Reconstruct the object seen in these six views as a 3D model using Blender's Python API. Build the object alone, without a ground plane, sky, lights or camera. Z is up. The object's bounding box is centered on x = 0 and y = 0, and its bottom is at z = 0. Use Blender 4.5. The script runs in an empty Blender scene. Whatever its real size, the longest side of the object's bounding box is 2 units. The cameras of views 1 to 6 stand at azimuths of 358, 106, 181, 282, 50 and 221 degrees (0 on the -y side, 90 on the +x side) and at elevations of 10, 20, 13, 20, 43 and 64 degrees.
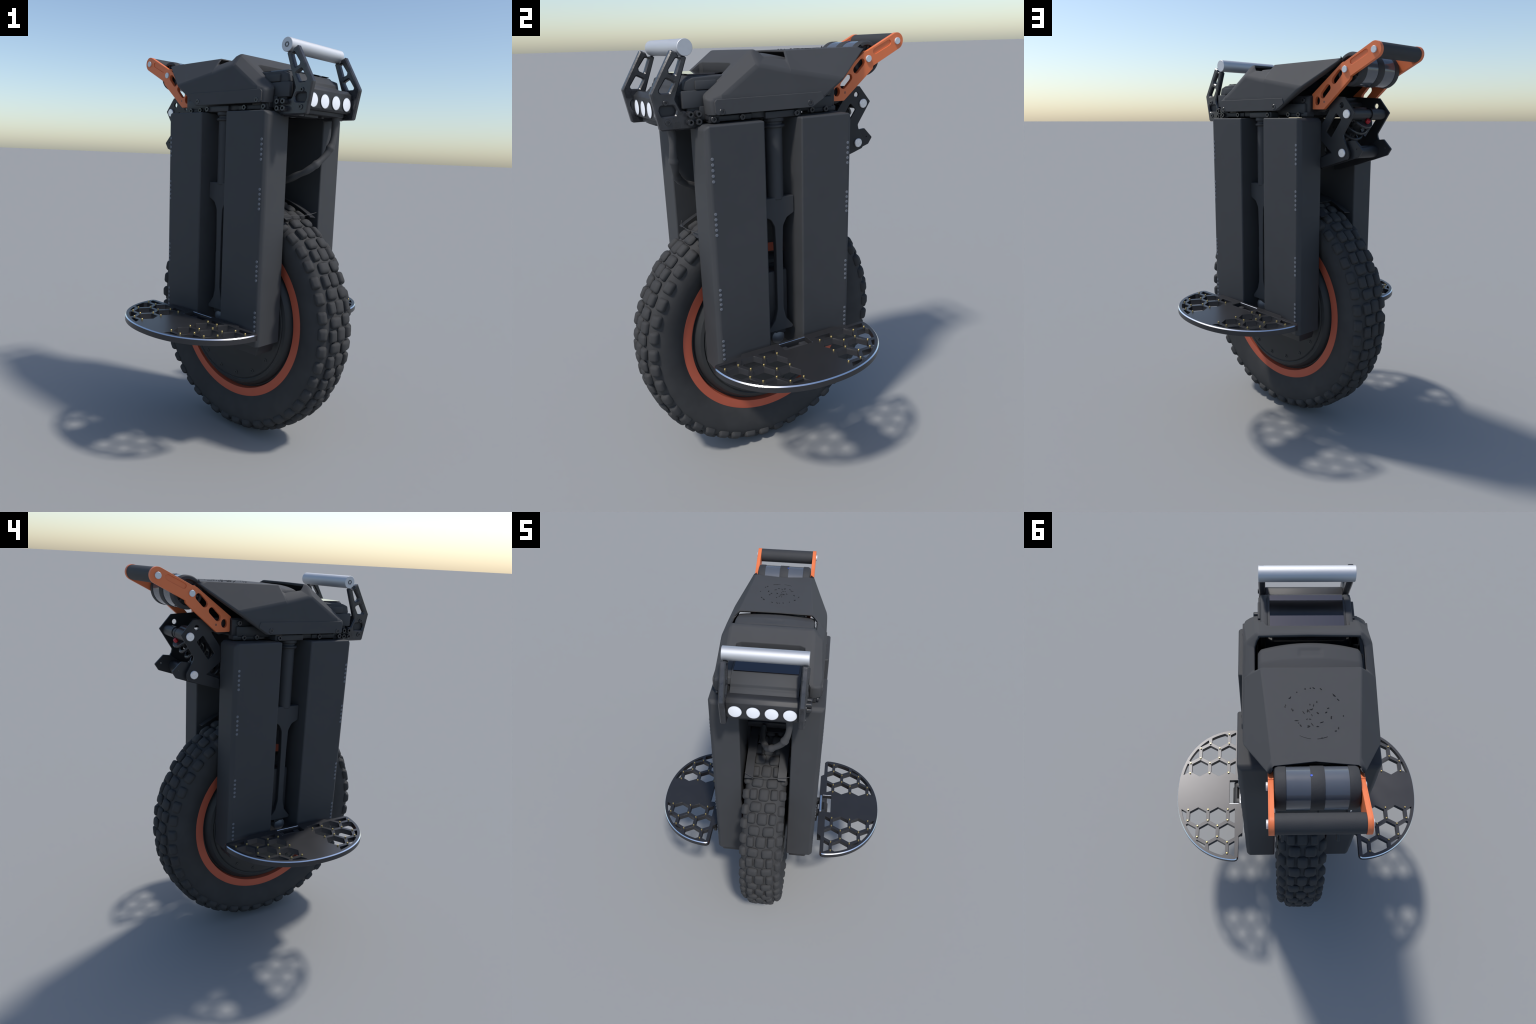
# Off-road electric unicycle: knobbly tyre with orange rim, four battery towers,
# honeycomb pedals, faceted top cover, light-bar handle in front, orange trolley
# handle and coil-shock linkage behind.
# Local frame while modelling: +x = forward, +y = rider's left, z = up, axle above origin.
import bpy, bmesh, math, random
from math import sin, cos, pi, radians, hypot, atan2, sqrt
from mathutils import Vector, Matrix

random.seed(7)
COL = bpy.context.scene.collection

# ------------------------------------------------------------------ materials
def material(name, color, rough=0.5, metal=0.0, spec=0.5, vary=0.12, vscale=9.0,
             bump=0.0, bscale=180.0, coat=0.0, rvary=0.06, dust=0.0, brush=False):
    m = bpy.data.materials.new(name)
    m.use_nodes = True
    nt = m.node_tree
    b = nt.nodes["Principled BSDF"]
    tc = nt.nodes.new("ShaderNodeTexCoord")
    n1 = nt.nodes.new("ShaderNodeTexNoise")
    n1.inputs["Scale"].default_value = vscale
    n1.inputs["Detail"].default_value = 5
    if brush:
        mp = nt.nodes.new("ShaderNodeMapping")
        mp.inputs["Scale"].default_value = (6, 0.6, 6)
        nt.links.new(tc.outputs["Object"], mp.inputs[0])
        nt.links.new(mp.outputs[0], n1.inputs["Vector"])
    else:
        nt.links.new(tc.outputs["Object"], n1.inputs["Vector"])
    cr = nt.nodes.new("ShaderNodeValToRGB")
    lo = [c * (1 - vary) for c in color]
    hi = [min(1, c * (1 + vary)) for c in color]
    cr.color_ramp.elements[0].position = 0.3
    cr.color_ramp.elements[1].position = 0.7
    cr.color_ramp.elements[0].color = (*lo, 1)
    cr.color_ramp.elements[1].color = (*hi, 1)
    nt.links.new(n1.outputs[0], cr.inputs[0])
    nt.links.new(cr.outputs[0], b.inputs["Base Color"])
    mr = nt.nodes.new("ShaderNodeMapRange")
    mr.inputs["To Min"].default_value = max(0.0, rough - rvary)
    mr.inputs["To Max"].default_value = min(1, rough + rvary)
    nt.links.new(n1.outputs[0], mr.inputs["Value"])
    nt.links.new(mr.outputs[0], b.inputs["Roughness"])
    b.inputs["Metallic"].default_value = metal
    b.inputs["Specular IOR Level"].default_value = spec
    b.inputs["Coat Weight"].default_value = coat
    if bump > 0:
        n2 = nt.nodes.new("ShaderNodeTexNoise")
        n2.inputs["Scale"].default_value = bscale
        n2.inputs["Detail"].default_value = 3
        nt.links.new(tc.outputs["Object"], n2.inputs["Vector"])
        bp = nt.nodes.new("ShaderNodeBump")
        bp.inputs["Strength"].default_value = bump
        bp.inputs["Distance"].default_value = 0.002
        nt.links.new(n2.outputs[0], bp.inputs["Height"])
        nt.links.new(bp.outputs[0], b.inputs["Normal"])
    return m

M_COVER = material("cover_plastic", (0.059, 0.060, 0.063), 0.72, spec=0.22, vary=0.04, bump=0.08, bscale=420)
M_PACK = material("battery_case", (0.049, 0.051, 0.055), 0.62, spec=0.25, vary=0.04, bump=0.15, bscale=500)
M_FRAME = material("black_frame", (0.030, 0.031, 0.034), 0.50, spec=0.35, vary=0.15, bump=0.08)
M_PLATE = material("black_plate", (0.022, 0.023, 0.026), 0.42, spec=0.35, vary=0.08)
M_CAST = material("cast_black_metal", (0.026, 0.027, 0.031), 0.30, spec=0.6, vary=0.35, vscale=22, bump=0.35, bscale=60, rvary=0.15)
M_TYRE = material("tyre_rubber", (0.045, 0.045, 0.046), 0.80, spec=0.25, vary=0.10, vscale=14, bump=0.2, bscale=160)
M_RIM = material("orange_rim", (0.48, 0.105, 0.058), 0.55, spec=0.3, vary=0.04)
M_HUB = material("hub_black", (0.030, 0.031, 0.032), 0.50, spec=0.35, vary=0.06)
M_ORANGE = material("orange_paint", (0.74, 0.180, 0.062), 0.50, spec=0.4, vary=0.03)
M_GRIP = material("grip_rubber", (0.040, 0.041, 0.044), 0.70, spec=0.3, vary=0.06, bump=0.2, bscale=300)
M_SILVER = material("brushed_silver", (0.58, 0.59, 0.61), 0.62, metal=0.75, vary=0.02, brush=True, rvary=0.03)
M_BOLT = material("bolt_silver", (0.80, 0.79, 0.80), 0.35, metal=0.6, vary=0.10, vscale=160, rvary=0.15)
M_PIN = material("pin_silver", (0.62, 0.65, 0.68), 0.50, metal=0.3, vary=0.02)
M_CHROME = material("polished_edge", (0.86, 0.88, 0.92), 0.22, metal=1.0, vary=0.02)
M_PEDAL = material("anodised_black", (0.050, 0.050, 0.054), 0.34, metal=0.55, spec=0.5, vary=0.05, rvary=0.03)
M_BRASS = material("brass_pin", (0.60, 0.46, 0.19), 0.38, metal=0.85, vary=0.08)
M_LAMP = material("lamp_lens", (0.86, 0.88, 0.92), 0.35, spec=0.5, vary=0.01)
M_SCREEN = material("dark_glass", (0.10, 0.10, 0.115), 0.01, metal=1.0, vary=0.02, rvary=0.0)
M_TANK = material("smoked_glass", (0.085, 0.095, 0.115), 0.16, spec=0.6, vary=0.03, coat=0.4)
M_DOT = material("indicator_dot", (0.15, 0.16, 0.18), 0.6, spec=0.25, vary=0.04)
M_RED = material("red_anodised", (0.42, 0.012, 0.022), 0.35, metal=0.2, vary=0.05)
M_SPRING = material("spring_black", (0.028, 0.029, 0.032), 0.32, spec=0.6, vary=0.1)
M_CABLE = material("cable_sleeve", (0.060, 0.060, 0.062), 0.65, spec=0.3, vary=0.15, bump=0.25, bscale=220)
M_BLUE = material("blue_mark", (0.03, 0.09, 0.55), 0.5, vary=0.02)
M_ENGRAVE = material("engraved_dark", (0.012, 0.012, 0.013), 0.7, spec=0.2, vary=0.1)
M_NUT = material("grey_nut", (0.18, 0.18, 0.18), 0.5, metal=0.3)

# ------------------------------------------------------------------ object helpers
ROOT = bpy.data.objects.new("electric_unicycle", None)
COL.objects.link(ROOT)
ROOT["label"] = "black off-road electric unicycle with orange rim and orange rear handle"
ROOT["category"] = "electric unicycle"
YAW = radians(-46.0)
ROOT.rotation_euler = (0, 0, YAW)
OFF = Matrix.Rotation(YAW, 3, 'Z') @ Vector((0.005, -0.0065, 0))
ROOT.location = OFF

def finish(me, angle=32, smooth=True):
    bm = bmesh.new()
    bm.from_mesh(me)
    bmesh.ops.recalc_face_normals(bm, faces=bm.faces)
    for f in bm.faces:
        f.smooth = smooth
    for e in bm.edges:
        if len(e.link_faces) == 2:
            e.smooth = e.calc_face_angle(0) < radians(angle)
    bm.to_mesh(me)
    bm.free()
    me.update()

def add(name, me, mat, parent=None, kind=None, angle=32, fin=True):
    if fin:
        finish(me, angle)
    if mat and not me.materials:
        me.materials.append(mat)
    me.name = name
    o = bpy.data.objects.new(name, me)
    COL.objects.link(o)
    o.parent = parent or ROOT
    if kind:
        o["kind"] = kind
    return o

def inst(src, parent, mtx):
    o = src.copy()
    COL.objects.link(o)
    o.parent = parent
    o.matrix_local = mtx
    return o

def mirrored(me):
    m2 = me.copy()
    m2.transform(Matrix.Diagonal((1, -1, 1, 1)))
    m2.flip_normals()
    return m2

def both(name, me, mat, parent=None, angle=32):
    """left part and its mirror image on the right"""
    finish(me, angle)
    a = add(name, me, mat, parent, fin=False)
    b = add(name, mirrored(me), mat, parent, fin=False)
    return a, b

def new_mesh(verts, faces):
    me = bpy.data.meshes.new("m")
    me.from_pydata([tuple(v) for v in verts], [], faces)
    me.update()
    return me

def join(meshes):
    vs, fs = [], []
    for me in meshes:
        k = len(vs)
        vs += [v.co.copy() for v in me.vertices]
        fs += [tuple(i + k for i in p.vertices) for p in me.polygons]
    return new_mesh(vs, fs)

def apply_mods(me, mods):
    o = bpy.data.objects.new("tmp", me)
    COL.objects.link(o)
    for kind, props in mods:
        md = o.modifiers.new(kind, kind)
        for k, v in props.items():
            setattr(md, k, v)
    dg = bpy.context.evaluated_depsgraph_get()
    dg.update()
    r = bpy.data.meshes.new_from_object(o.evaluated_get(dg))
    bpy.data.objects.remove(o)
    return r

def hardened(me):
    """smooth shading that keeps the big flat faces flat (face-area weighted normals)"""
    for p in me.polygons:
        p.use_smooth = True
    return apply_mods(me, [('WEIGHTED_NORMAL', dict(weight=80, keep_sharp=True, mode='FACE_AREA'))])

def box(x0, x1, y0, y1, z0, z1, bev=0.004, seg=2):
    bm = bmesh.new()
    bmesh.ops.create_cube(bm, size=1)
    for v in bm.verts:
        v.co = Vector((x0 + (v.co.x + .5) * (x1 - x0), y0 + (v.co.y + .5) * (y1 - y0), z0 + (v.co.z + .5) * (z1 - z0)))
    if bev:
        bmesh.ops.bevel(bm, geom=bm.edges[:], offset=bev, segments=seg, affect='EDGES', profile=0.5, clamp_overlap=True)
    me = bpy.data.meshes.new("m")
    bm.to_mesh(me)
    bm.free()
    return me

def prism(poly_xz, y0, y1, bev=0.004, seg=2):
    """polygon in the x-z plane pulled from y0 to y1, all edges rounded"""
    bm = bmesh.new()
    a = [bm.verts.new((x, y0, z)) for x, z in poly_xz]
    f = bm.faces.new(a)
    r = bmesh.ops.extrude_face_region(bm, geom=[f])
    for v in r["geom"]:
        if isinstance(v, bmesh.types.BMVert):
            v.co.y = y1
    bmesh.ops.recalc_face_normals(bm, faces=bm.faces)
    if bev:
        bmesh.ops.bevel(bm, geom=bm.edges[:], offset=bev, segments=seg, affect='EDGES', profile=0.5, clamp_overlap=True)
    me = bpy.data.meshes.new("m")
    bm.to_mesh(me)
    bm.free()
    return me

def plate(outlines, t0, t1, bev=0.001, axis='y'):
    """flat plate with holes: first outline is the rim, the others are cut-outs.
    axis 'y': outlines in x-z, thickness along y; axis 'z': outlines in x-y."""
    cu = bpy.data.curves.new("c", 'CURVE')
    cu.dimensions = '2D'
    cu.fill_mode = 'BOTH'
    cu.extrude = (t1 - t0) / 2 - bev
    cu.bevel_depth = bev
    cu.bevel_resolution = 0
    cu.offset = -bev
    for ol in outlines:
        s = cu.splines.new('POLY')
        s.points.add(len(ol) - 1)
        for p, c in zip(s.points, ol):
            p.co = (c[0], c[1], 0, 1)
        s.use_cyclic_u = True
    o = bpy.data.objects.new("c", cu)
    COL.objects.link(o)
    dg = bpy.context.evaluated_depsgraph_get()
    dg.update()
    me = bpy.data.meshes.new_from_object(o.evaluated_get(dg))
    bpy.data.objects.remove(o)
    tm = (t0 + t1) / 2
    for v in me.vertices:
        x, y, z = v.co
        v.co = (x, tm + z, y) if axis == 'y' else (x, y, tm + z)
    bm = bmesh.new()
    bm.from_mesh(me)
    bmesh.ops.remove_doubles(bm, verts=bm.verts, dist=1e-5)
    bmesh.ops.recalc_face_normals(bm, faces=bm.faces)
    bm.to_mesh(me)
    bm.free()
    return me

def rounded(poly, r, n=4):
    """round the corners of a 2-d polygon; r is one radius or one per corner"""
    out = []
    N = len(poly)
    for i in range(N):
        rr = r[i] if isinstance(r, (list, tuple)) else r
        p0, p, p1 = Vector(poly[i - 1]), Vector(poly[i]), Vector(poly[(i + 1) % N])
        a, b = (p0 - p), (p1 - p)
        la, lb = a.length, b.length
        a.normalize(); b.normalize()
        ang = a.angle(b, pi)
        if rr <= 0 or ang > radians(176):
            out.append(tuple(p)); continue
        d = min(rr / math.tan(ang / 2), la * 0.48, lb * 0.48)
        s, e = p + a * d, p + b * d
        for k in range(n + 1):
            t = k / n
            q = s * (1 - t) ** 2 + p * 2 * t * (1 - t) + e * t ** 2
            out.append((q.x, q.y))
    return out

def circle(cx, cy, r, n=28):
    return [(cx + r * cos(2 * pi * k / n), cy + r * sin(2 * pi * k / n)) for k in range(n)]

def slot(ax, ay, bx, by, w, n=8):
    a = atan2(by - ay, bx - ax)
    pts = [(bx + w * cos(a - pi / 2 + pi * k / n), by + w * sin(a - pi / 2 + pi * k / n)) for k in range(n + 1)]
    pts += [(ax + w * cos(a + pi / 2 + pi * k / n), ay + w * sin(a + pi / 2 + pi * k / n)) for k in range(n + 1)]
    return pts

def lathe_y(profile, n=96, cx=0.0, cz=0.0, closed=False):
    """revolve (y, radius) profile round the lateral axis through (cx, cz)"""
    vs, fs = [], []
    m = len(profile)
    for k in range(n):
        t = 2 * pi * k / n
        for y, r in profile:
            vs.append((cx + r * cos(t), y, cz + r * sin(t)))
    rng = m if closed else m - 1
    for k in range(n):
        a, b = k * m, ((k + 1) % n) * m
        for j in range(rng):
            j2 = (j + 1) % m
            fs.append((a + j, a + j2, b + j2, b + j))
    me = new_mesh(vs, fs)
    bm = bmesh.new()
    bm.from_mesh(me)
    bmesh.ops.remove_doubles(bm, verts=bm.verts, dist=1e-6)
    bmesh.ops.recalc_face_normals(bm, faces=bm.faces)
    bm.to_mesh(me)
    bm.free()
    return me

def rod_y(cx, cz, r, y0, y1, ch=0.003, n=40):
    return lathe_y([(y0, 0), (y0, r - ch), (y0 + ch, r), (y1 - ch, r), (y1, r - ch), (y1, 0)], n, cx, cz)

def tube(points, r, n=12, closed_ends=True, radii=None):
    """tube swept along a polyline"""
    pts = [Vector(p) for p in points]
    vs, fs = [], []
    up = Vector((0, 0, 1))
    prev = None
    for i, p in enumerate(pts):
        t = (pts[min(i + 1, len(pts) - 1)] - pts[max(i - 1, 0)]).normalized()
        if prev is None:
            nrm = t.cross(up)
            if nrm.length < 1e-3:
                nrm = t.cross(Vector((0, 1, 0)))
            nrm.normalize()
        else:
            nrm = (prev - t * prev.dot(t)).normalized()
        prev = nrm
        bn = t.cross(nrm)
        rr = radii[i] if radii else r
        for k in range(n):
            a = 2 * pi * k / n
            vs.append(p + nrm * (rr * cos(a)) + bn * (rr * sin(a)))
    for i in range(len(pts) - 1):
        for k in range(n):
            k2 = (k + 1) % n
            fs.append((i * n + k, i * n + k2, (i + 1) * n + k2, (i + 1) * n + k))
    if closed_ends:
        fs.append(tuple(range(n)))
        fs.append(tuple((len(pts) - 1) * n + k for k in range(n)))
    return new_mesh(vs, fs)

def smooth_path(pts, per=8):
    """Catmull-Rom through the control points"""
    P = [Vector(p) for p in pts]
    P = [P[0] * 2 - P[1]] + P + [P[-1] * 2 - P[-2]]
    out = []
    for i in range(1, len(P) - 2):
        for k in range(per):
            t = k / per
            a, b, c, d = P[i - 1], P[i], P[i + 1], P[i + 2]
            out.append(0.5 * ((2 * b) + (c - a) * t + (2 * a - 5 * b + 4 * c - d) * t * t + (3 * b - a - 3 * c + d) * t ** 3))
    out.append(P[-2])
    return out

def socket_bolt(r, h):
    """cap screw along +y from y=0, hexagonal socket in its head"""
    vs, fs = [], []
    n = 24
    rings = [(r, 0), (r, h * .85), (r * .88, h)]
    for rr, y in rings:
        vs += [(rr * cos(2 * pi * k / n), y, rr * sin(2 * pi * k / n)) for k in range(n)]
    for rr, y in ((r * .5, h), (r * .5, h * .35)):
        for k in range(n):
            a = 2 * pi * k / n
            hexr = rr * cos(pi / 6) / cos((a % (pi / 3)) - pi / 6)
            vs.append((hexr * cos(a), y, hexr * sin(a)))
    for i in range(4):
        for k in range(n):
            k2 = (k + 1) % n
            fs.append((i * n + k, i * n + k2, (i + 1) * n + k2, (i + 1) * n + k))
    fs.append(tuple(4 * n + k for k in range(n)))
    fs.append(tuple(range(n)))
    return new_mesh(vs, fs)

SIDE = {1: Matrix.Identity(4), -1: Matrix.Rotation(pi, 4, 'Z')}
def bolt_at(src, parent, x, y, z, s=1):
    return inst(src, parent, Matrix.Translation((x, y, z)) @ SIDE[s])

# ------------------------------------------------------------------ wheel
ZC = 0.6385
def tyre_section():
    half = [(0.076, 0.430), (0.087, 0.447), (0.101, 0.475), (0.110, 0.510), (0.112, 0.543), (0.106, 0.573),
            (0.091, 0.598), (0.064, 0.613), (0.032, 0.620), (0.0, 0.622)]
    sec = smooth_path([(y, r, 0) for y, r in half], 4)
    left = [(p.x, p.y) for p in sec]
    return left + [(-y, r) for y, r in reversed(left[:-1])]
TYRE_SEC = tyre_section()
tyre_me = lathe_y(TYRE_SEC, 180, 0, ZC)
tyre = add("tyre", tyre_me, M_TYRE)

def casing_r(y):
    y = abs(y)
    for (y0, r0), (y1, r1) in zip(TYRE_SEC, TYRE_SEC[1:]):
        if y1 <= y <= y0 and r0 > 0.55:
            return r0 + (r1 - r0) * (y0 - y) / max(1e-6, y0 - y1)
    return 0.6

def knob_mesh(length, width, height, seed, taper=0.80):
    """rounded rubber block, top face domed a little, x = along tread, y = across, z = outward"""
    rnd = random.Random(seed)
    bm = bmesh.new()
    bmesh.ops.create_cube(bm, size=1)
    for v in bm.verts:
        t = taper if v.co.z > 0 else 1.12
        v.co = Vector((v.co.x * length * t, v.co.y * width * t, (v.co.z + .5) * height - (0.006 if v.co.z < 0 else 0)))
        v.co += Vector([rnd.uniform(-.0025, .0025) for _ in range(3)]) * (1 if v.co.z > 0 else 0)
    bmesh.ops.bevel(bm, geom=bm.edges[:], offset=min(width, length) * .27, segments=4, affect='EDGES', profile=0.5)
    me = bpy.data.meshes.new("m")
    bm.to_mesh(me)
    bm.free()
    finish(me, 60)
    me.materials.append(M_TYRE)
    return me

def place_knob(me, ang, y, r, tilt, yaw=0.0, parent=tyre):
    """ang: position round the wheel, tilt: lean of the outward axis towards +y"""
    o = bpy.data.objects.new("tread_knob", me)
    COL.objects.link(o)
    o.parent = parent
    ez = Vector((cos(ang) * cos(tilt), sin(tilt), sin(ang) * cos(tilt)))
    ex = Vector((-sin(ang), 0, cos(ang)))
    ey = ez.cross(ex)
    R = Matrix((ex, ey, ez)).transposed().to_4x4()
    o.matrix_local = Matrix.Translation((r * cos(ang), y, ZC + r * sin(ang))) @ R @ Matrix.Rotation(yaw, 4, 'Z')
    return o

K_MID = [knob_mesh(0.066, 0.054, 0.0175, 10 + i, 0.92) for i in range(2)]
K_INT = [knob_mesh(0.058, 0.038, 0.0215, 20 + i, 0.88) for i in range(3)]
K_PAIR = [knob_mesh(0.055, 0.058, 0.0195, 30 + i, 0.90) for i in range(3)]
K_SIDE = [knob_mesh(0.060, 0.046, 0.024, 40 + i, 0.82) for i in range(4)]
NK = 30
for i in range(NK):
    a = 2 * pi * i / NK + radians(2.2)
    j = lambda: random.uniform(-.006, .006)
    place_knob(K_MID[i % 2], a, random.uniform(-.002, .002), 0.6190, 0, random.uniform(-.05, .05))
    b = a + pi / NK
    for s in (1, -1):
        place_knob(K_INT[(i + s) % 3], a + j(), s * 0.0545, casing_r(0.0545) - .001, s * radians(14), j() * 8)
        place_knob(K_PAIR[(i + s) % 3], b + j(), s * 0.0385, casing_r(0.0385) - .001, s * radians(7), j() * 8 + s * .06)
for i in range(45):
    a = 2 * pi * i / 45 + radians(2.6)
    for s in (1, -1):
        place_knob(K_SIDE[(i * 3 + s) % 4], a + random.uniform(-.007, .007), s * 0.0925, 0.5865, s * radians(47), random.uniform(-.06, .06))
# orange rim: two flanges and the well between them
rim_prof = [(0.086, 0.403), (0.087, 0.406), (0.087, 0.445), (0.082, 0.449), (0.066, 0.440), (0.045, 0.425), (-0.045, 0.425), (-0.066, 0.440),
            (-0.082, 0.449), (-0.087, 0.445), (-0.087, 0.406), (-0.086, 0.403), (-0.040, 0.398), (0.040, 0.398)]
rim = add("wheel_rim", lathe_y(rim_prof, 128, 0, ZC, closed=True), M_RIM)
hub_half = [(0.058, 0.4005), (0.064, 0.397), (0.066, 0.390), (0.078, 0.385), (0.092, 0.377), (0.102, 0.366), (0.1065, 0.350), (0.1020, 0.345),
            (0.107, 0.340), (0.110, 0.328), (0.111, 0.150), (0.118, 0.140), (0.118, 0.0)]
hub = add("motor_hub", lathe_y(hub_half + [(-y, r) for y, r in reversed(hub_half)], 128, 0, ZC), M_HUB, angle=25)
scr = socket_bolt(0.010, 0.0025)
finish(scr); scr.materials.append(M_HUB)
scr_o = bpy.data.objects.new("hub_screw", scr)
for s in (1, -1):
    for k in range(16):
        a = radians(8 + 22.5 * k)
        bolt_at(scr_o, hub, 0.313 * cos(a), s * 0.1105, ZC + 0.313 * sin(a), s)

# mudguard strips hugging the top of the tyre, with a bridge behind the flaps
def guard_shell(y0, y1, a0, a1, r=0.6455, t=0.004, n=20):
    vs, fs = [], []
    for k in range(n + 1):
        a = radians(a0 + (a1 - a0) * k / n)
        for rr, y in ((r, y0), (r - abs(y1) ** 2 * .6 , y1), (r + t - abs(y1) ** 2 * .6, y1), (r + t, y0)):
            vs.append((rr * cos(a), y, ZC + rr * sin(a)))
    for k in range(n):
        for j in range(4):
            j2 = (j + 1) % 4
            fs.append((4 * k + j, 4 * k + j2, 4 * k + 4 + j2, 4 * k + 4 + j))
    fs += [(0, 1, 2, 3), (4 * n, 4 * n + 1, 4 * n + 2, 4 * n + 3)]
    return new_mesh(vs, fs)
guard = join([guard_shell(0.066, 0.112, 57.5, 122), guard_shell(-0.066, -0.112, 57.5, 122), guard_shell(-0.0659, 0.0659, 84, 112)])
add("mudguard", guard, M_FRAME)

# ------------------------------------------------------------------ battery towers
dot_me = lathe_y([(0, 0.0066), (0.0012, 0.0066), (0.0019, 0.0056), (0.0020, 0)], 18)
finish(dot_me); dot_me.materials.append(M_DOT)
dot_o = bpy.data.objects.new("indicator_dot", dot_me)
GROUP_TOPS = (1.548, 1.325, 0.991, 0.747)
for fx in (1, -1):
    xa, xb = (0.088, 0.3495) if fx > 0 else (-0.3500, -0.088)
    for s in (1, -1):
        ya, yb = (0.130, 0.2840) if s > 0 else (-0.2834, -0.130)
        bm = bmesh.new()
        bmesh.ops.create_cube(bm, size=1)
        for v in bm.verts:
            v.co = Vector((xa + (v.co.x + .5) * (xb - xa), ya + (v.co.y + .5) * (yb - ya), 0.577 + (v.co.z + .5) * 1.099))
            if abs(v.co.x - .088 * fx) < 1e-4 and abs(v.co.y) < .2:      # gap walls close in towards the wheel
                v.co.x = .071 * fx
        # broad chamfer on the outer end corner, softer rounding elsewhere
        xe = xb if fx > 0 else xa
        ye = yb if s > 0 else ya
        big = [e for e in bm.edges if all(abs(v.co.x - xe) < 1e-4 and abs(v.co.y - ye) < 1e-4 for v in e.verts)]
        big += [e for e in bm.edges if all(abs(v.co.x - xe) < 1e-4 and v.co.z > 1.6 for v in e.verts)]
        bmesh.ops.bevel(bm, geom=big, offset=0.016, segments=1, affect='EDGES', profile=0.5)
        bmesh.ops.bevel(bm, geom=bm.edges[:], offset=0.007, segments=3, affect='EDGES', profile=0.5, clamp_overlap=True)
        me = bpy.data.meshes.new("m")
        bmesh.ops.recalc_face_normals(bm, faces=bm.faces)
        bm.to_mesh(me); bm.free()
        pack = add("battery_pack", hardened(me), M_PACK, fin=False)
        dx = 0.326 * fx
        for gt in GROUP_TOPS:
            for k in range(5):
                bolt_at(dot_o, pack, dx, 0.2834 if s > 0 else -0.2828, gt - 0.0223 * k, s)
        # tapered shoe below the pack
        x0, x1 = sorted((0.105 * fx, 0.335 * fx))
        y0, y1 = sorted((0.145 * s, 0.262 * s))
        vs = [(x0 - .004, y0, .585), (x1 + .004, y0, .585), (x1 + .004, y1 , .585), (x0 - .004, y1, .585),
              (x0 + .015, y0 , .530), (x1 - .012, y0, .530), (x1 - .012, y1 - .02 * s * (1 if s > 0 else 0) , .530), (x0 + .015, y1 - .02 * (1 if s > 0 else 0), .530)]
        sh = new_mesh(vs, [(0, 1, 2, 3), (4, 5, 6, 7), (0, 1, 5, 4), (1, 2, 6, 5), (2, 3, 7, 6), (3, 0, 4, 7)])
        bm = bmesh.new(); bm.from_mesh(sh)
        bmesh.ops.bevel(bm, geom=bm.edges[:], offset=0.006, segments=2, affect='EDGES', profile=0.5)
        bm.to_mesh(sh); bm.free()
        add("battery_shoe", sh, M_FRAME, pack)

# ------------------------------------------------------------------ fork between the towers
crown = join([box(-.050, .050, -.205, .205, 1.295, 1.330, .006)])
add("fork_bridge", crown, M_FRAME)
leg_poly = rounded([(-.078, 1.336), (.078, 1.336), (.078, 1.258), (.040, 1.240), (.021, 1.205), (.017, 1.09), (.0165, 0.80), (.030, .745),
                    (.066, .700), (.062, .688), (-.062, .688), (-.066, .700), (-.030, .745), (-.0165, .80), (-.017, 1.09), (-.021, 1.205), (-.040, 1.240), (-.078, 1.258)],
                   [.006, .006, .008, .03, .04, .03, .05, .03, .004, .004, .004, .004, .03, .05, .03, .04, .03, .008])
both("fork_leg", plate([leg_poly], .200, .228, .002), M_PACK)
both("fork_guide", join([box(-.052, .052, .150, .204, .70, .985, .010), box(-.030, .030, .17, .222, .665, .705, .008)]), M_FRAME)
def rod_z(x, y, z0, z1, r, ch=.003, n=32):
    me = lathe_y([(z0, 0), (z0, r - ch), (z0 + ch, r), (z1 - ch, r), (z1, r - ch), (z1, 0)], n)
    me.transform(Matrix.Translation((x, y, 0)) @ Matrix(((1, 0, 0, 0), (0, 0, -1, 0), (0, 1, 0, 0), (0, 0, 0, 1))))
    return me
both("stanchion", rod_z(0, .195, 1.325, 1.67, .038), M_PACK)
both("stanchion_collar", join([rod_z(0, .195, 1.636, 1.650, .049, .004), rod_z(0, .195, 1.660, 1.680, .047, .004)]), M_FRAME)
both("fork_crown_clamp", box(-.108, .062, .14, .245, 1.678, 1.706, .004), M_FRAME)
both("axle_nut", join([lathe_y([(.10, .0), (.10, .036), (.196, .036), (.218, .033), (.228, .018), (.231, 0)], 28, .012, .650)]), M_NUT)

# ------------------------------------------------------------------ chassis under the cover
both("chassis_rail", join([box(.120, .300, .18, .236, 1.683, 1.705, .004), box(-.318, -.170, .15, .200, 1.681, 1.703, .004),
                           box(.26, .305, .19, .236, 1.678, 1.712, .006), box(.05, .12, .20, .232, 1.684, 1.708, .004)]), M_FRAME)
both("rear_frame_block", join([box(-.320, -.19, .120, .180, 1.700, 1.782, .005), box(-.320, -.262, .13, .187, 1.70, 1.778, .004)]), M_FRAME)
add("chassis_tray", join([box(-.30, .33, -.20, .20, 1.690, 1.745, .006), box(-.02, .26, -.17, .17, 1.744, 1.83, .01)]), M_FRAME)
capb = socket_bolt(0.0125, 0.010)
finish(capb); capb.materials.append(M_CAST)
cap_o = bpy.data.objects.new("cap_bolt", capb)
for s in (1, -1):
    for x, z, y in ((-.281, 1.760, .185), (-.281, 1.726, .185), (-.226, 1.725, .178), (-.262, 1.6920, .198), (-.190, 1.693, .198),
                    (.292, 1.694, .238), (.165, 1.694, .234), (-.085, 1.692, .243)):
        bolt_at(cap_o, ROOT, x, s * y, z, s)

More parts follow.
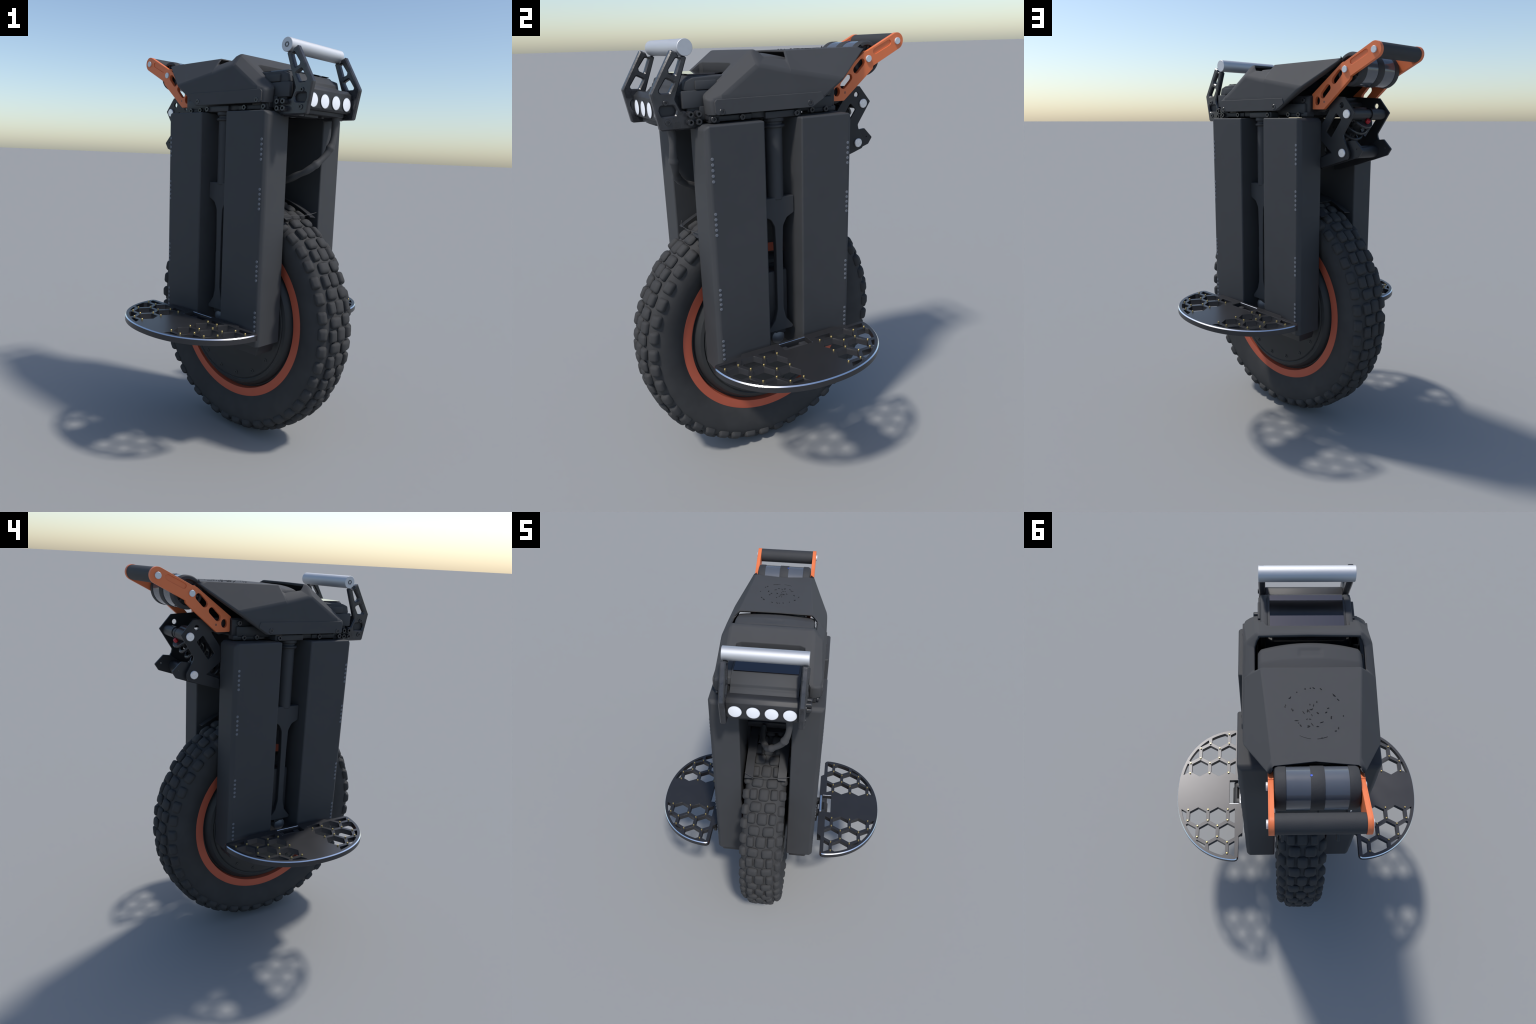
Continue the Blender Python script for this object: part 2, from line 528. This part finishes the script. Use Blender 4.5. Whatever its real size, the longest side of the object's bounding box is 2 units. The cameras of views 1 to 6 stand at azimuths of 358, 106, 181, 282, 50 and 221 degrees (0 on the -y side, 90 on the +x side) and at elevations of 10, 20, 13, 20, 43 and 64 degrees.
# ------------------------------------------------------------------ faceted top cover
def cover_mesh():
    half = {
        'A0': (.163, 0, 1.899), 'A1': (.163, .140, 1.899), 'A1b': (.170, .163, 1.894), 'A2': (.300, .186, 1.794), 'A3': (.317, .205, 1.781),
        'R0': (.160, 0, 1.857), 'R1': (.160, .140, 1.857), 'R1b': (.172, .162, 1.852), 'R2': (.298, .182, 1.760), 'R3': (.312, .205, 1.715),
        'B0': (.094, 0, 1.9490), 'B1': (.090, .199, 1.9500), 'C': (.089, .2480, 1.8895), 'D': (.318, .228, 1.777),
        'E0': (.076, 0, 1.946), 'E1': (.074, .194, 1.944), 'F1': (.064, .2055, 1.935), 'F2': (.046, .2135, 1.9165), 'F3': (-.052, .2130, 1.9035),
        'F4': (-.060, .207, 1.910), 'G1': (-.068, .186, 1.939), 'G0': (-.067, 0, 1.941),
        'H0': (-.453, 0, 1.943), 'H1': (-.453, .149, 1.943), 'P4': (-.496, .170, 1.936), 'P4i': (-.480, .152, 1.942),
        'Cm': (-.055, .2530, 1.861), 'P3': (-.325, .2550, 1.8145), 'K': (-.267, .258, 1.776), 'J': (.300, .2555, 1.772),
        'L': (-.174, .260, 1.712), 'N': (.298, .2570, 1.712), 'Jq': (.258, .2580, 1.7745), 'Jc': (.092, .2595, 1.7745), 'Jm': (-.055, .2590, 1.775), 'Nf': (.314, .225, 1.712),
        'P4f': (-.478, .145, 1.922), 'P3f': (-.300, .222, 1.797), 'Kf': (-.246, .234, 1.761), 'Lf': (-.168, .236, 1.7125),
    }
    faces = [('A0', 'A1', 'B1', 'B0'), ('A1', 'A1b', 'A2', 'A3', 'B1'), ('B1', 'A3', 'D', 'J', 'Jq', 'C'),
             ('B0', 'B1', 'E1', 'E0'), ('B1', 'C', 'F2', 'F1', 'E1'), ('C', 'Cm', 'F3', 'F2'), ('Cm', 'G1', 'F4', 'F3'),
             ('G0', 'G1', 'H1', 'H0'), ('Cm', 'P3', 'P4', 'H1', 'G1'), ('H1', 'P4', 'P4i'),
             ('C', 'Jq', 'Jc'), ('C', 'Jc', 'Jm', 'Cm'), ('Cm', 'Jm', 'K', 'P3'), ('J', 'N', 'L', 'K', 'Jm', 'Jc', 'Jq'),
             ('P4', 'P3', 'P3f', 'P4f'), ('P3', 'K', 'Kf', 'P3f'), ('K', 'L', 'Lf', 'Kf'),
             ('A0', 'R0', 'R1', 'A1'), ('A1', 'R1', 'R1b', 'A1b'), ('A1b', 'R1b', 'R2', 'A2'), ('A2', 'R2', 'R3', 'A3'), ('A3', 'R3', 'Nf', 'D'), ('D', 'Nf', 'N', 'J')]
    bm = bmesh.new()
    vl, vr = {}, {}
    for k, c in half.items():
        vl[k] = bm.verts.new(c)
        vr[k] = vl[k] if abs(c[1]) < 1e-6 else bm.verts.new((c[0], -c[1], c[2]))
    for f in faces:
        bm.faces.new([vl[k] for k in f])
        bm.faces.new([vr[k] for k in reversed(f)])
    bmesh.ops.recalc_face_normals(bm, faces=bm.faces)
    top = max(bm.faces, key=lambda f: f.calc_center_median().z)
    if top.normal.z < 0:
        bmesh.ops.reverse_faces(bm, faces=bm.faces)
    bmesh.ops.remove_doubles(bm, verts=bm.verts, dist=1e-6)
    wl = bm.edges.layers.float.new('bevel_weight_edge')
    fine = {tuple(round(c, 4) for c in half[k]) for k in ('A0', 'A1', 'A1b', 'A2', 'A3', 'R0', 'R1', 'R1b', 'R2', 'R3', 'P4f', 'P3f', 'Kf', 'Lf', 'Nf')}
    lip = {tuple(round(c, 4) for c in half[k]) for k in ('E0', 'E1', 'F1', 'F2', 'F3', 'F4', 'G1', 'P4i')}
    for e in bm.edges:
        if len(e.link_faces) == 2 and e.calc_face_angle(0) > radians(3):
            tight = all((round(v.co.x, 4), round(abs(v.co.y), 4), round(v.co.z, 4)) in fine for v in e.verts)
            keys = [(round(v.co.x, 4), round(abs(v.co.y), 4), round(v.co.z, 4)) for v in e.verts]
            e[wl] = .22 if tight else (.35 if any(k in lip for k in keys) else 1.0)
    me = bpy.data.meshes.new("m")
    bm.to_mesh(me); bm.free()
    for p in me.polygons:
        p.use_smooth = True
    return apply_mods(me, [('BEVEL', dict(width=.0125, segments=6, limit_method='WEIGHT', use_clamp_overlap=False)),
                           ('SOLIDIFY', dict(thickness=.011, offset=-1.0)),
                           ('WEIGHTED_NORMAL', dict(weight=80, mode='FACE_AREA'))])
cover = add("top_cover", cover_mesh(), M_COVER, fin=False)

strip = rounded([(-.205, 1.771), (.284, 1.770), (.292, 1.760), (.290, 1.716), (.280, 1.711), (-.155, 1.711), (-.215, 1.745)], .008)
strip_me = plate([strip], .2540, .2622, .0015)
both("side_skirt", strip_me, M_COVER, cover)
for s in (1, -1):
    for x, z in ((-.145, 1.730), (.262, 1.7225)):
        me = None
        bolt_at(cap_o, cover, x, s * .2548, z, s)

# arched lid in the grab opening with a finger recess
def lid_mesh():
    vs, fs = [], []
    nx, ny = 26, 60
    for i in range(nx + 1):
        u = i / nx
        for j in range(ny + 1):
            v = 2 * j / ny - 1
            y = .197 * v
            front = .066 - .022 * v ** 2 - .008 * max(0, abs(v) - .94) / .06
            x = -.088 + (front + .088) * u
            z = 1.933 - .016 * v ** 2 - .012 * max(0, abs(v) - .93) ** 2 / .0049
            z -= .018 * max(0, (u - .80) / .2) ** 2 + .012 * max(0, (.45 - u) / .45)
            dx, dy = abs(x - .008) - .016, abs(y) - .042
            d = max(dx, dy) if max(dx, dy) > 0 and min(dx, dy) < 0 else (hypot(max(dx, 0), max(dy, 0)) if max(dx, dy) > 0 else max(dx, dy))
            z -= .0032 * (lambda q: q * q * (3 - 2 * q))(min(1, max(0, (.008 - d) / .014)))
            vs.append((x, y, z))
    for i in range(nx):
        for j in range(ny):
            a = i * (ny + 1) + j
            fs.append((a, a + 1, a + ny + 2, a + ny + 1))
    return apply_mods(new_mesh(vs, fs), [('SOLIDIFY', dict(thickness=.02, offset=1.0))])
lidm = lid_mesh()
if max(v.co.z for v in lidm.vertices) > 1.94:
    for v in lidm.vertices:
        v.co.z -= 0.02
add("grab_lid", lidm, M_COVER, cover, angle=45)

# engraved roundel on the deck: broken ring and scattered flecks
marks = []
def fleck(x, y, l, w, a, z=1.9432):
    c, s_ = cos(a), sin(a)
    pts = [(-l, 0), (0, w), (l, w * .2), (.2 * l, -w)]
    p = [(x + c * u - s_ * v, y + s_ * u + c * v) for u, v in pts]
    base = [(a_, b_, z - .002) for a_, b_ in p] + [(a_, b_, z + .0006) for a_, b_ in p]
    return new_mesh(base, [(3, 2, 1, 0), (4, 5, 6, 7), (0, 1, 5, 4), (1, 2, 6, 5), (2, 3, 7, 6), (3, 0, 4, 7)])
rnd = random.Random(31)
def arc_strip(a0, a1, r, w, z=1.9432):
    ms = []
    n = max(3, int((a1 - a0) / 5))
    for k in range(n):
        a, b = radians(a0 + (a1 - a0) * k / n), radians(a0 + (a1 - a0) * (k + 1) / n)
        p = [(-.262 + r * cos(a), r * sin(a)), (-.262 + r * cos(b), r * sin(b)), (-.262 + (r - w) * cos(b), (r - w) * sin(b)), (-.262 + (r - w) * cos(a), (r - w) * sin(a))]
        base = [(x, y, z - .002) for x, y in p] + [(x, y, z + .0004) for x, y in p]
        ms.append(new_mesh(base, [(3, 2, 1, 0), (4, 5, 6, 7), (0, 1, 5, 4), (1, 2, 6, 5), (2, 3, 7, 6), (3, 0, 4, 7)]))
    return ms
for a0, a1 in ((150, 172), (184, 204), (310, 318)):
    marks += arc_strip(a0, a1, .106, .0005)
for k in range(15):
    a = rnd.uniform(0, 2 * pi)
    marks.append(fleck(-.262 + .104 * cos(a), .104 * sin(a), rnd.uniform(.002, .0055), rnd.uniform(.0007, .0022), a + rnd.uniform(.8, 2.2)))
for k in range(26):
    a, r = rnd.uniform(0, 2 * pi), .085 * sqrt(rnd.random())
    marks.append(fleck(-.268 + r * .7 * cos(a), r * sin(a), rnd.uniform(.002, .008), rnd.uniform(.0007, .0026), rnd.uniform(0, pi)))
add("deck_emblem", join(marks), M_ENGRAVE, cover, kind="stuff")

# ------------------------------------------------------------------ controller housing and screen
ctrl = prism([(.175, 1.70), (.175, 1.857), (.346, 1.8585), (.352, 1.857), (.397, 1.820), (.401, 1.806), (.412, 1.800), (.436, 1.777), (.440, 1.70)], -.158, .158, .003)
controller = add("controller_housing", ctrl, M_PACK)
scrn = prism([(.165, 1.8600), (.165, 1.8640), (.351, 1.8640), (.351, 1.8600)], -.149, .149, 0)
add("display_panel", scrn, M_SCREEN, controller)
both("housing_cheek", join([prism([(.18, 1.71), (.18, 1.858), (.345, 1.852), (.378, 1.840), (.388, 1.806), (.376, 1.80), (.376, 1.72)], .156, .187, .006, 3),
                            box(.285, .398, .170, .196, 1.738, 1.804, .004), box(.25, .34, .186, .198, 1.806, 1.840, .004)]), M_PACK, controller)
both("housing_foot", join([box(.30, .44, .13, .168, 1.655, 1.715, .006), box(.20, .31, .17, .225, 1.69, 1.735, .006)]), M_CAST, controller)
add("under_bracket", join([box(.33, .46, -.14, .14, 1.668, 1.70, .005), box(.36, .44, -.13, -.03, 1.655, 1.67, .003), box(.39, .42, .02, .04, 1.658, 1.67, .003)]), M_FRAME, controller)

# ------------------------------------------------------------------ front light bar and grab handle
bar_prof = [(.40, 1.692), (.400, 1.786), (.458, 1.792), (.465, 1.790), (.4815, 1.774), (.4815, 1.694), (.470, 1.686)]
lb = prism(bar_prof, -.166, .166, .0025)
light_bar = add("light_bar", lb, M_FRAME)
ring_prof = [(0.0, .0345), (.0035, .0345), (.0035, .0318), (0.0, .0312)]
def facing_x(me, x, y, z):
    me.transform(Matrix.Translation((x, y, z)) @ Matrix(((0, 1, 0, 0), (-1, 0, 0, 0), (0, 0, 1, 0), (0, 0, 0, 1))))
    return me
for y in (-.1255, -.042, .042, .1255):
    lens = facing_x(lathe_y([(0, .0315), (.0015, .031), (.003, .020), (.0036, 0)], 36), .481, y, 1.7285)
    add("lamp_lens", lens, M_LAMP, light_bar)
    add("lamp_bezel", facing_x(lathe_y(ring_prof, 36, closed=True), .481, y, 1.7285), M_CAST, light_bar)

hand = rounded([(.4265, 1.955), (.521, 1.800), (.494, 1.664), (.486, 1.660), (.328, 1.659), (.314, 1.674), (.311, 1.722), (.404, 1.731), (.424, 1.775),
                (.366, 1.925), (.374, 1.932), (.396, 1.928), (.404, 1.945)], [.006, .012, .01, .01, .012, .012, .006, .012, .012, .003, .003, .006, .003])
h1 = rounded([(.401, 1.926), (.439, 1.888), (.442, 1.872), (.419, 1.862)][::-1], [.006, .006, .008, .005])
h1 = rounded([(.392, 1.924), (.410, 1.924), (.441, 1.884), (.440, 1.872), (.418, 1.862)], .006)
h2 = rounded([(.455, 1.853), (.486, 1.810), (.482, 1.801), (.447, 1.800), (.423, 1.838)], .007)
h3 = rounded([(.487, 1.752), (.431, 1.752), (.423, 1.735), (.428, 1.716), (.482, 1.713), (.490, 1.735)], .010)
sup_mesh = plate([hand, h1, h2, h3], .166, .1935, .0055)
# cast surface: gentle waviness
sa, sb = both("handle_bracket", sup_mesh, M_CAST)
sb.location.x = .005
both("bracket_inset", box(.418, .495, .168, .180, 1.705, 1.76, .003), M_FRAME)
for s in (1, -1):
    par = sa if s > 0 else sb
    for x, z in ((.375, 1.717), (.341, 1.717), (.376, 1.687), (.342, 1.687)):
        o = bolt_at(cap_o, par, x, s * .1925, z, s)
        o.scale = (1.05, 2.6, 1.05)
    o = bolt_at(cap_o, par, .462, s * .1925, 1.692, s); o.scale = (.95, .5, .95)
    o = bolt_at(cap_o, par, .466, s * .1915, 1.765, s); o.scale = (.8, .7, .8)
bar = add("grab_bar", rod_y(.371, 1.962, .0315, -.1935, .1935, .0015, 64), M_SILVER)
add("bar_end_bolt", lathe_y([(-.1925, .0120), (-.1950, .0120), (-.1950, .0080), (-.1925, .0080)], 6, .371, 1.962, closed=True), M_CAST, bar)

# cable from the light bar, looping back between the towers
path = smooth_path([(.430, .118, 1.69), (.424, .122, 1.62), (.424, .112, 1.555), (.412, .085, 1.495), (.388, .034, 1.442), (.350, .008, 1.408),
                    (.313, -.004, 1.391), (.258, -.018, 1.364), (.17, -.035, 1.335), (.08, -.04, 1.320)], 7)
rad = [.0165 + .0015 * sin(i * .45) + (.0035 if i in (17, 18, 27, 28) else 0) for i in range(len(path))]
add("power_cable", tube(path, .017, 12, radii=rad), M_CABLE)
add("thin_wire", tube(smooth_path([(.330, -.112, 1.203), (.352, -.06, 1.196), (.352, .02, 1.196), (.345, .08, 1.200), (.335, .135, 1.204)], 6), .0015, 6), M_CABLE)

# ------------------------------------------------------------------ orange trolley handle, grip and canister
PX, PZ, PR = -.6840, 1.9635, .0365
ux, uz = .913, -.409
arc = [(PX + PR * cos(t), PZ + PR * sin(t)) for t in [atan2(ux, -uz) + pi * k / 16 for k in range(17)]]
arm = arc + rounded([(-.552, 1.8575), (-.548, 1.846), (-.390, 1.7155), (-.322, 1.7165), (-.3145, 1.724), (-.3145, 1.787), (-.492, 1.9165), (-.510, 1.926)], .004, 2)
s1 = slot(-.486, 1.876, -.455, 1.846, .0165)
s2 = slot(-.417, 1.814, -.385, 1.783, .0165)
s3 = [(-.350 + .0165 * cos(t), 1.756 + .0205 * sin(t)) for t in [2 * pi * k / 24 for k in range(24)]]
groove = slot(-.560, 1.9225, -.637, 1.957, .0125)
arm_inner = plate([arm, s1, s2, s3], .1450, .1600, .0008)
arm_outer = plate([arm, s1, s2, s3, groove], .1598, .1640, .0006)
arm_l, arm_r = both("handle_arm", join([arm_inner, arm_outer]), M_ORANGE)
add("handle_grip", rod_y(PX, PZ, .0345, -.1452, .1452, .001, 56), M_GRIP)
pin_me = rod_y(0, 0, .0150, 0, .0075, .0012, 32)
finish(pin_me); pin_me.materials.append(M_PIN)
pin_o = bpy.data.objects.new("pivot_pin", pin_me)
for s, par in ((1, arm_l), (-1, arm_r)):
    for x, z in ((PX, PZ), (-.5205, 1.891)):
        bolt_at(pin_o, par, x, s * .1638, z, s)
    o = bolt_at(cap_o, par, -.3945, s * .1630, 1.7505, s); o.scale = (.4, .12, .4)

CX_, CZ_ = -.5290, 1.8925
cap_prof = [(.104, .0745), (.106, .0763), (.130, .0763), (.140, .072), (.143, .066), (.143, .0585), (.137, .056), (.128, .054), (.128, 0)]
tank = add("canister", lathe_y([(-.1045, .0), (-.1045, .0738), (.1045, .0738), (.1045, .0)], 72, CX_, CZ_), M_TANK)
capm = lathe_y([(.1035, 0)] + cap_prof, 72, CX_, CZ_)
both("canister_cap", capm, M_GRIP, tank)
add("canister_band", lathe_y([(-.0235, .0), (-.0235, .0752), (-.022, .0758), (.022, .0758), (.0235, .0752), (.0235, 0)], 72, CX_, CZ_), M_GRIP, tank)
spk = []
for k in range(6):
    a = 2 * pi * k / 6 + .3
    me = box(.012, .056, -.004, .004, -.005, .005, .001, 1)
    me.transform(Matrix.Translation((CX_, .133, CZ_)) @ Matrix.Rotation(a, 4, 'Y'))
    spk.append(me)
spk.append(rod_y(CX_, CZ_, .02, .126, .141, .002, 24))
both("cap_spider", join(spk), M_FRAME, tank)
dotm = lathe_y([(0, .0), (.001, .004), (0, .0041)], 12)
dotm.transform(Matrix.Translation((CX_ + .012, .021, CZ_ + .0752)) @ Matrix.Rotation(pi / 2, 4, 'X'))
add("blue_mark", dotm, M_BLUE, tank)
# cross shaft through the pin axis
add("canister_shaft", rod_y(-.5205, 1.891, .010, -.150, .150, .001, 20), M_FRAME, tank)

# ------------------------------------------------------------------ rear linkage plates, bars, shock
pl_out = rounded([(-.288, 1.785), (-.288, 1.706), (-.366, 1.702), (-.411, 1.721), (-.352, 1.641), (-.352, 1.568), (-.425, 1.511), (-.354, 1.486), (-.354, 1.433),
                  (-.473, 1.468), (-.522, 1.484), (-.532, 1.500), (-.532, 1.520), (-.497, 1.580), (-.493, 1.598), (-.5615, 1.700), (-.4985, 1.771)],
                 [.004, .006, .006, .010, .006, .006, .002, .004, .004, .004, .01, .01, .01, .012, .012, .004, .005])
win = rounded([(-.447, 1.699), (-.480, 1.668), (-.417, 1.582), (-.382, 1.610)], .007)
peep = circle(-.4805, 1.734, .0125, 24)
pl_me = plate([pl_out, win, peep], .1265, .1365, .001)
pa, pb = both("linkage_plate", pl_me, M_PLATE)
lug = rounded([(-.225, 1.402), (-.30, 1.418), (-.49, 1.4695), (-.576, 1.496), (-.597, 1.527), (-.550, 1.573), (-.508, 1.569), (-.455, 1.535), (-.30, 1.475), (-.225, 1.455)],
              [.01, 0, 0, .006, .006, .006, .006, .01, .02, .01])
lug_hole = circle(-.5625, 1.5315, .003, 12)
both("link_arm", plate([lug, lug_hole], .104, .115, .001), M_PLATE)
rb = rod_y(0, 0, .0205, 0, .0095, .0022, 40)
finish(rb); rb.materials.append(M_BOLT)
rb_o = bpy.data.objects.new("pivot_bolt", rb)
for s, par in ((1, pa), (-1, pb)):
    for x, z in ((-.5165, 1.6935), (-.4935, 1.5125)):
        bolt_at(rb_o, par, x, s * .1363, z, s)
add("upper_pivot_tube", join([rod_y(-.5165, 1.6935, .0275, .0165, .127, .001, 36), rod_y(-.5165, 1.6935, .0275, -.127, -.0205, .001, 36), rod_y(-.5165, 1.6935, .024, -.022, .018, .001, 36)]), M_PLATE)
add("lower_pivot_tube", rod_y(-.4935, 1.5125, .0300, -.127, .127, .002, 36), M_PLATE)
add("linkage_spacer", join([rod_y(-.38, 1.742, .013, -.127, .127, .001, 20), box(-.36, -.30, -.127, .127, 1.715, 1.775, .004)]), M_PLATE)

# coil shock from the upper pivot forward and down
S0, S1 = Vector((-.5165, 0, 1.6935)), Vector((-.290, 0, 1.476))
ax = (S1 - S0).normalized()
sn = Vector((0, 1, 0))
sb_ = ax.cross(sn)
def shock_pt(t, r, a):
    return S0 + ax * t + (sn * cos(a) + sb_ * sin(a)) * r
def lathe_ax(prof, n=40):
    vs, fs = [], []
    m = len(prof)
    for k in range(n):
        for t, r in prof:
            vs.append(shock_pt(t, r, 2 * pi * k / n))
    for k in range(n):
        a, b = k * m, ((k + 1) % n) * m
        for j in range(m - 1):
            fs.append((a + j, a + j + 1, b + j + 1, b + j))
    me = new_mesh(vs, fs)
    bm = bmesh.new(); bm.from_mesh(me)
    bmesh.ops.remove_doubles(bm, verts=bm.verts, dist=1e-6)
    bm.to_mesh(me); bm.free()
    return me
shock = add("shock_body", lathe_ax([(-.0, 0), (-.0, .020), (.028, .022), (.028, .058), (.031, .061), (.038, .061), (.041, .058), (.041, .030), (.13, .030), (.13, .016), (.27, .016),
                                    (.272, .05), (.285, .05), (.285, .022), (.31, .020), (.31, 0)]), M_SPRING)
turns = 5.6
coil = [shock_pt(.046 + (.272 - .046) * k / 200, (.0535), 2 * pi * turns * k / 200) for k in range(201)]
add("coil_spring", tube(coil, .0078, 10), M_SPRING, shock)
add("shock_reservoir", rod_y(-.470, 1.700, .027, -.055, .045, .006, 28), M_SPRING, shock)
kn = lathe_ax([(0, 0), (0, .0100), (.003, .0120), (.016, .0120), (.019, .0095), (.019, 0)], 8)
kn.transform(Matrix.Translation(Vector((-.529, -.003, 1.660)) - shock_pt(.0095, 0, 0)))
add("adjuster_knob", kn, M_RED, shock)
add("shock_seal", lathe_y([(-.018, .0282), (-.0185, .0288), (-.0215, .0288), (-.022, .0282)], 30, -.5165, 1.6935), M_ENGRAVE, shock)

# ------------------------------------------------------------------ honeycomb pedals
PTOP, PBOT = .6722, .6430
AX, AY, Y0 = .406, .350, .3275
def pedal_arc(inset=0.0, n=72):
    """superellipse outer edge from rear corner to front corner"""
    pts = []
    a, b = AX - inset, AY - inset
    for k in range(n + 1):
        t = pi - pi * k / n
        c, s_ = cos(t), sin(t)
        pts.append((a * math.copysign(abs(c) ** (2 / 2.16), c), Y0 + b * abs(s_) ** (2 / 2.16)))
    return pts
ARC_KEEP = [k for k, p in enumerate(pedal_arc(0.0)) if p[1] > Y0 + .026]
def pedal_edge(inset=0.0):
    """curved outer edge with its two rounded corners, rear to front"""
    full = pedal_arc(inset)
    arc_ = [full[k] for k in ARC_KEEP]
    corner = [(AX - .0015 - inset, Y0 + .0185 ), (AX - .005 - inset, Y0 + .0105), (AX - .0115 - inset * .8, Y0 + .0040 + inset * .3), (AX - .021 - inset * .3, Y0 + .0006 + inset * .3)]
    return [(-x, y) for x, y in reversed(corner)] + arc_ + corner
def pedal_outline(inset=0.0):
    front = [(.268, Y0), (.250, .3065)]
    rear = [(-x, y) for x, y in reversed(front)]
    return pedal_edge(inset) + front + rear
def clip(poly, region):
    """Sutherland-Hodgman against a convex, clockwise or anticlockwise region"""
    area = sum(region[i - 1][0] * region[i][1] - region[i][0] * region[i - 1][1] for i in range(len(region)))
    sg = 1 if area > 0 else -1
    out = poly
    for i in range(len(region)):
        a, b = region[i - 1], region[i]
        side = lambda p: sg * ((b[0] - a[0]) * (p[1] - a[1]) - (b[1] - a[1]) * (p[0] - a[0]))
        src, out = out, []
        for k in range(len(src)):
            p, q = src[k - 1], src[k]
            sp, sq = side(p), side(q)
            if sp >= 0 and sq >= 0:
                out.append(q)
            elif sp >= 0 > sq or sp < 0 <= sq:
                t = sp / (sp - sq)
                x = (p[0] + (q[0] - p[0]) * t, p[1] + (q[1] - p[1]) * t)
                out.append(x)
                if sq >= 0:
                    out.append(q)
        if not out:
            return []
    return out
HS = .0638                       # side of one honeycomb cell
HW = HS * sqrt(3)
inner_arc = [p for p in pedal_arc(.0195, 48) if p[1] > .3485]
region = inner_arc + [(inner_arc[-1][0], .3485), (inner_arc[0][0], .3485)]
cells, studs = [], set()
for row, x in enumerate((.149, .2447, .3404, .4361)):
    for k in range(-1, 4):
        cy = .389 + HW * k + (HW / 2 if row % 2 == 0 else 0)
        full = [(x + HS * cos(pi / 3 * i), cy + HS * sin(pi / 3 * i)) for i in range(6)]
        hexa = [(x + (HS - .0106) * cos(pi / 3 * i), cy + (HS - .0106) * sin(pi / 3 * i)) for i in range(6)]
        for sx in (1, -1):
            c = clip([(sx * a, b) for a, b in hexa], region)
            if len(c) > 2:
                ar = abs(sum(c[i - 1][0] * c[i][1] - c[i][0] * c[i - 1][1] for i in range(len(c)))) / 2
                if ar > .00012:
                    # drop near-duplicate corners, round the rest
                    cc = [p for i, p in enumerate(c) if hypot(p[0] - c[i - 1][0], p[1] - c[i - 1][1]) > .0012]
                    cells.append(rounded(cc, .0025, 2))
STUDS = [(.372, .389), (.309, .389), (.308, .499), (.277, .444), (.277, .554), (.2135, .444), (.2135, .554), (.181, .389), (.181, .499), (.181, .610),
         (.117, .389), (.117, .499), (.117, .610)]
hinge_hole = rounded([(-.0745, .3245), (.0695, .3245), (.0695, .381), (-.0745, .381)], .003, 2)
low = plate([pedal_outline(0), hinge_hole] + cells, PBOT, PTOP - .0043, .0006, 'z')
up = plate([pedal_outline(.0046), hinge_hole] + cells, PTOP - .0049, PTOP, .0003, 'z')
pedal_me = join([low, up])
# polished chamfer along the curved edge
vs, fs = [], []
aa, bb = pedal_edge(.0002), pedal_edge(.0048)
for p, q in zip(aa, bb):
    vs += [(p[0], p[1], PTOP - .0042), (q[0], q[1], PTOP + .0002), (q[0], q[1], PTOP - .0042)]
for k in range(len(aa) - 1):
    for j in range(3):
        j2 = (j + 1) % 3
        fs.append((3 * k + j, 3 * k + j2, 3 * k + 3 + j2, 3 * k + 3 + j))
trim_me = new_mesh(vs, fs)
trim2_me = join([box(-.0740, .0690, .3085, .3243, .6430, PTOP + .0010, .003, 1), box(-.0775, -.0747, .327, .381, .655, PTOP + .0006, .0008, 1)])
finish(pedal_me); finish(trim_me); finish(trim2_me)
stud_me = lathe_y([(0, .0044), (.011, .0044), (.0122, .0034), (.0122, 0)], 12)
stud_me.transform(Matrix(((1, 0, 0, 0), (0, 0, 1, 0), (0, 1, 0, 0), (0, 0, 0, 1))))
finish(stud_me); stud_me.materials.append(M_BRASS)
stud_o = bpy.data.objects.new("grip_pin", stud_me)
hang = join([box(-.078, .078, .245, .300, .585, .628, .006), box(-.070, -.035, .28, .345, .622, .655, .005), box(.030, .066, .28, .345, .622, .655, .005),
             box(-.250, .250, .3085, .330, .606, .6445, .004), tube([(-.07, .343, .640), (.066, .343, .640)], .013, 16), box(-.05, .045, .335, .362, .600, .632, .006)])
finish(hang)
for s in (1, -1):
    pm = pedal_me if s > 0 else mirrored(pedal_me)
    pedal = add("pedal", pm, M_PEDAL, fin=False)
    add("pedal_edge_trim", trim_me if s > 0 else mirrored(trim_me), M_CHROME, pedal, fin=False)
    add("hinge_bar", trim2_me if s > 0 else mirrored(trim2_me), M_CHROME, pedal, fin=False)
    add("pedal_hanger", hang if s > 0 else mirrored(hang), M_FRAME, fin=False)
    for x, y in STUDS:
        for sx in (1, -1):
            inst(stud_o, pedal, Matrix.Translation((sx * x + (.006 if sx < 0 else 0), s * y, PTOP - .0045)))

# remove prototype objects that were never linked
for o in (scr_o, dot_o, cap_o, pin_o, rb_o, stud_o):
    bpy.data.objects.remove(o)
bpy.context.view_layer.update()
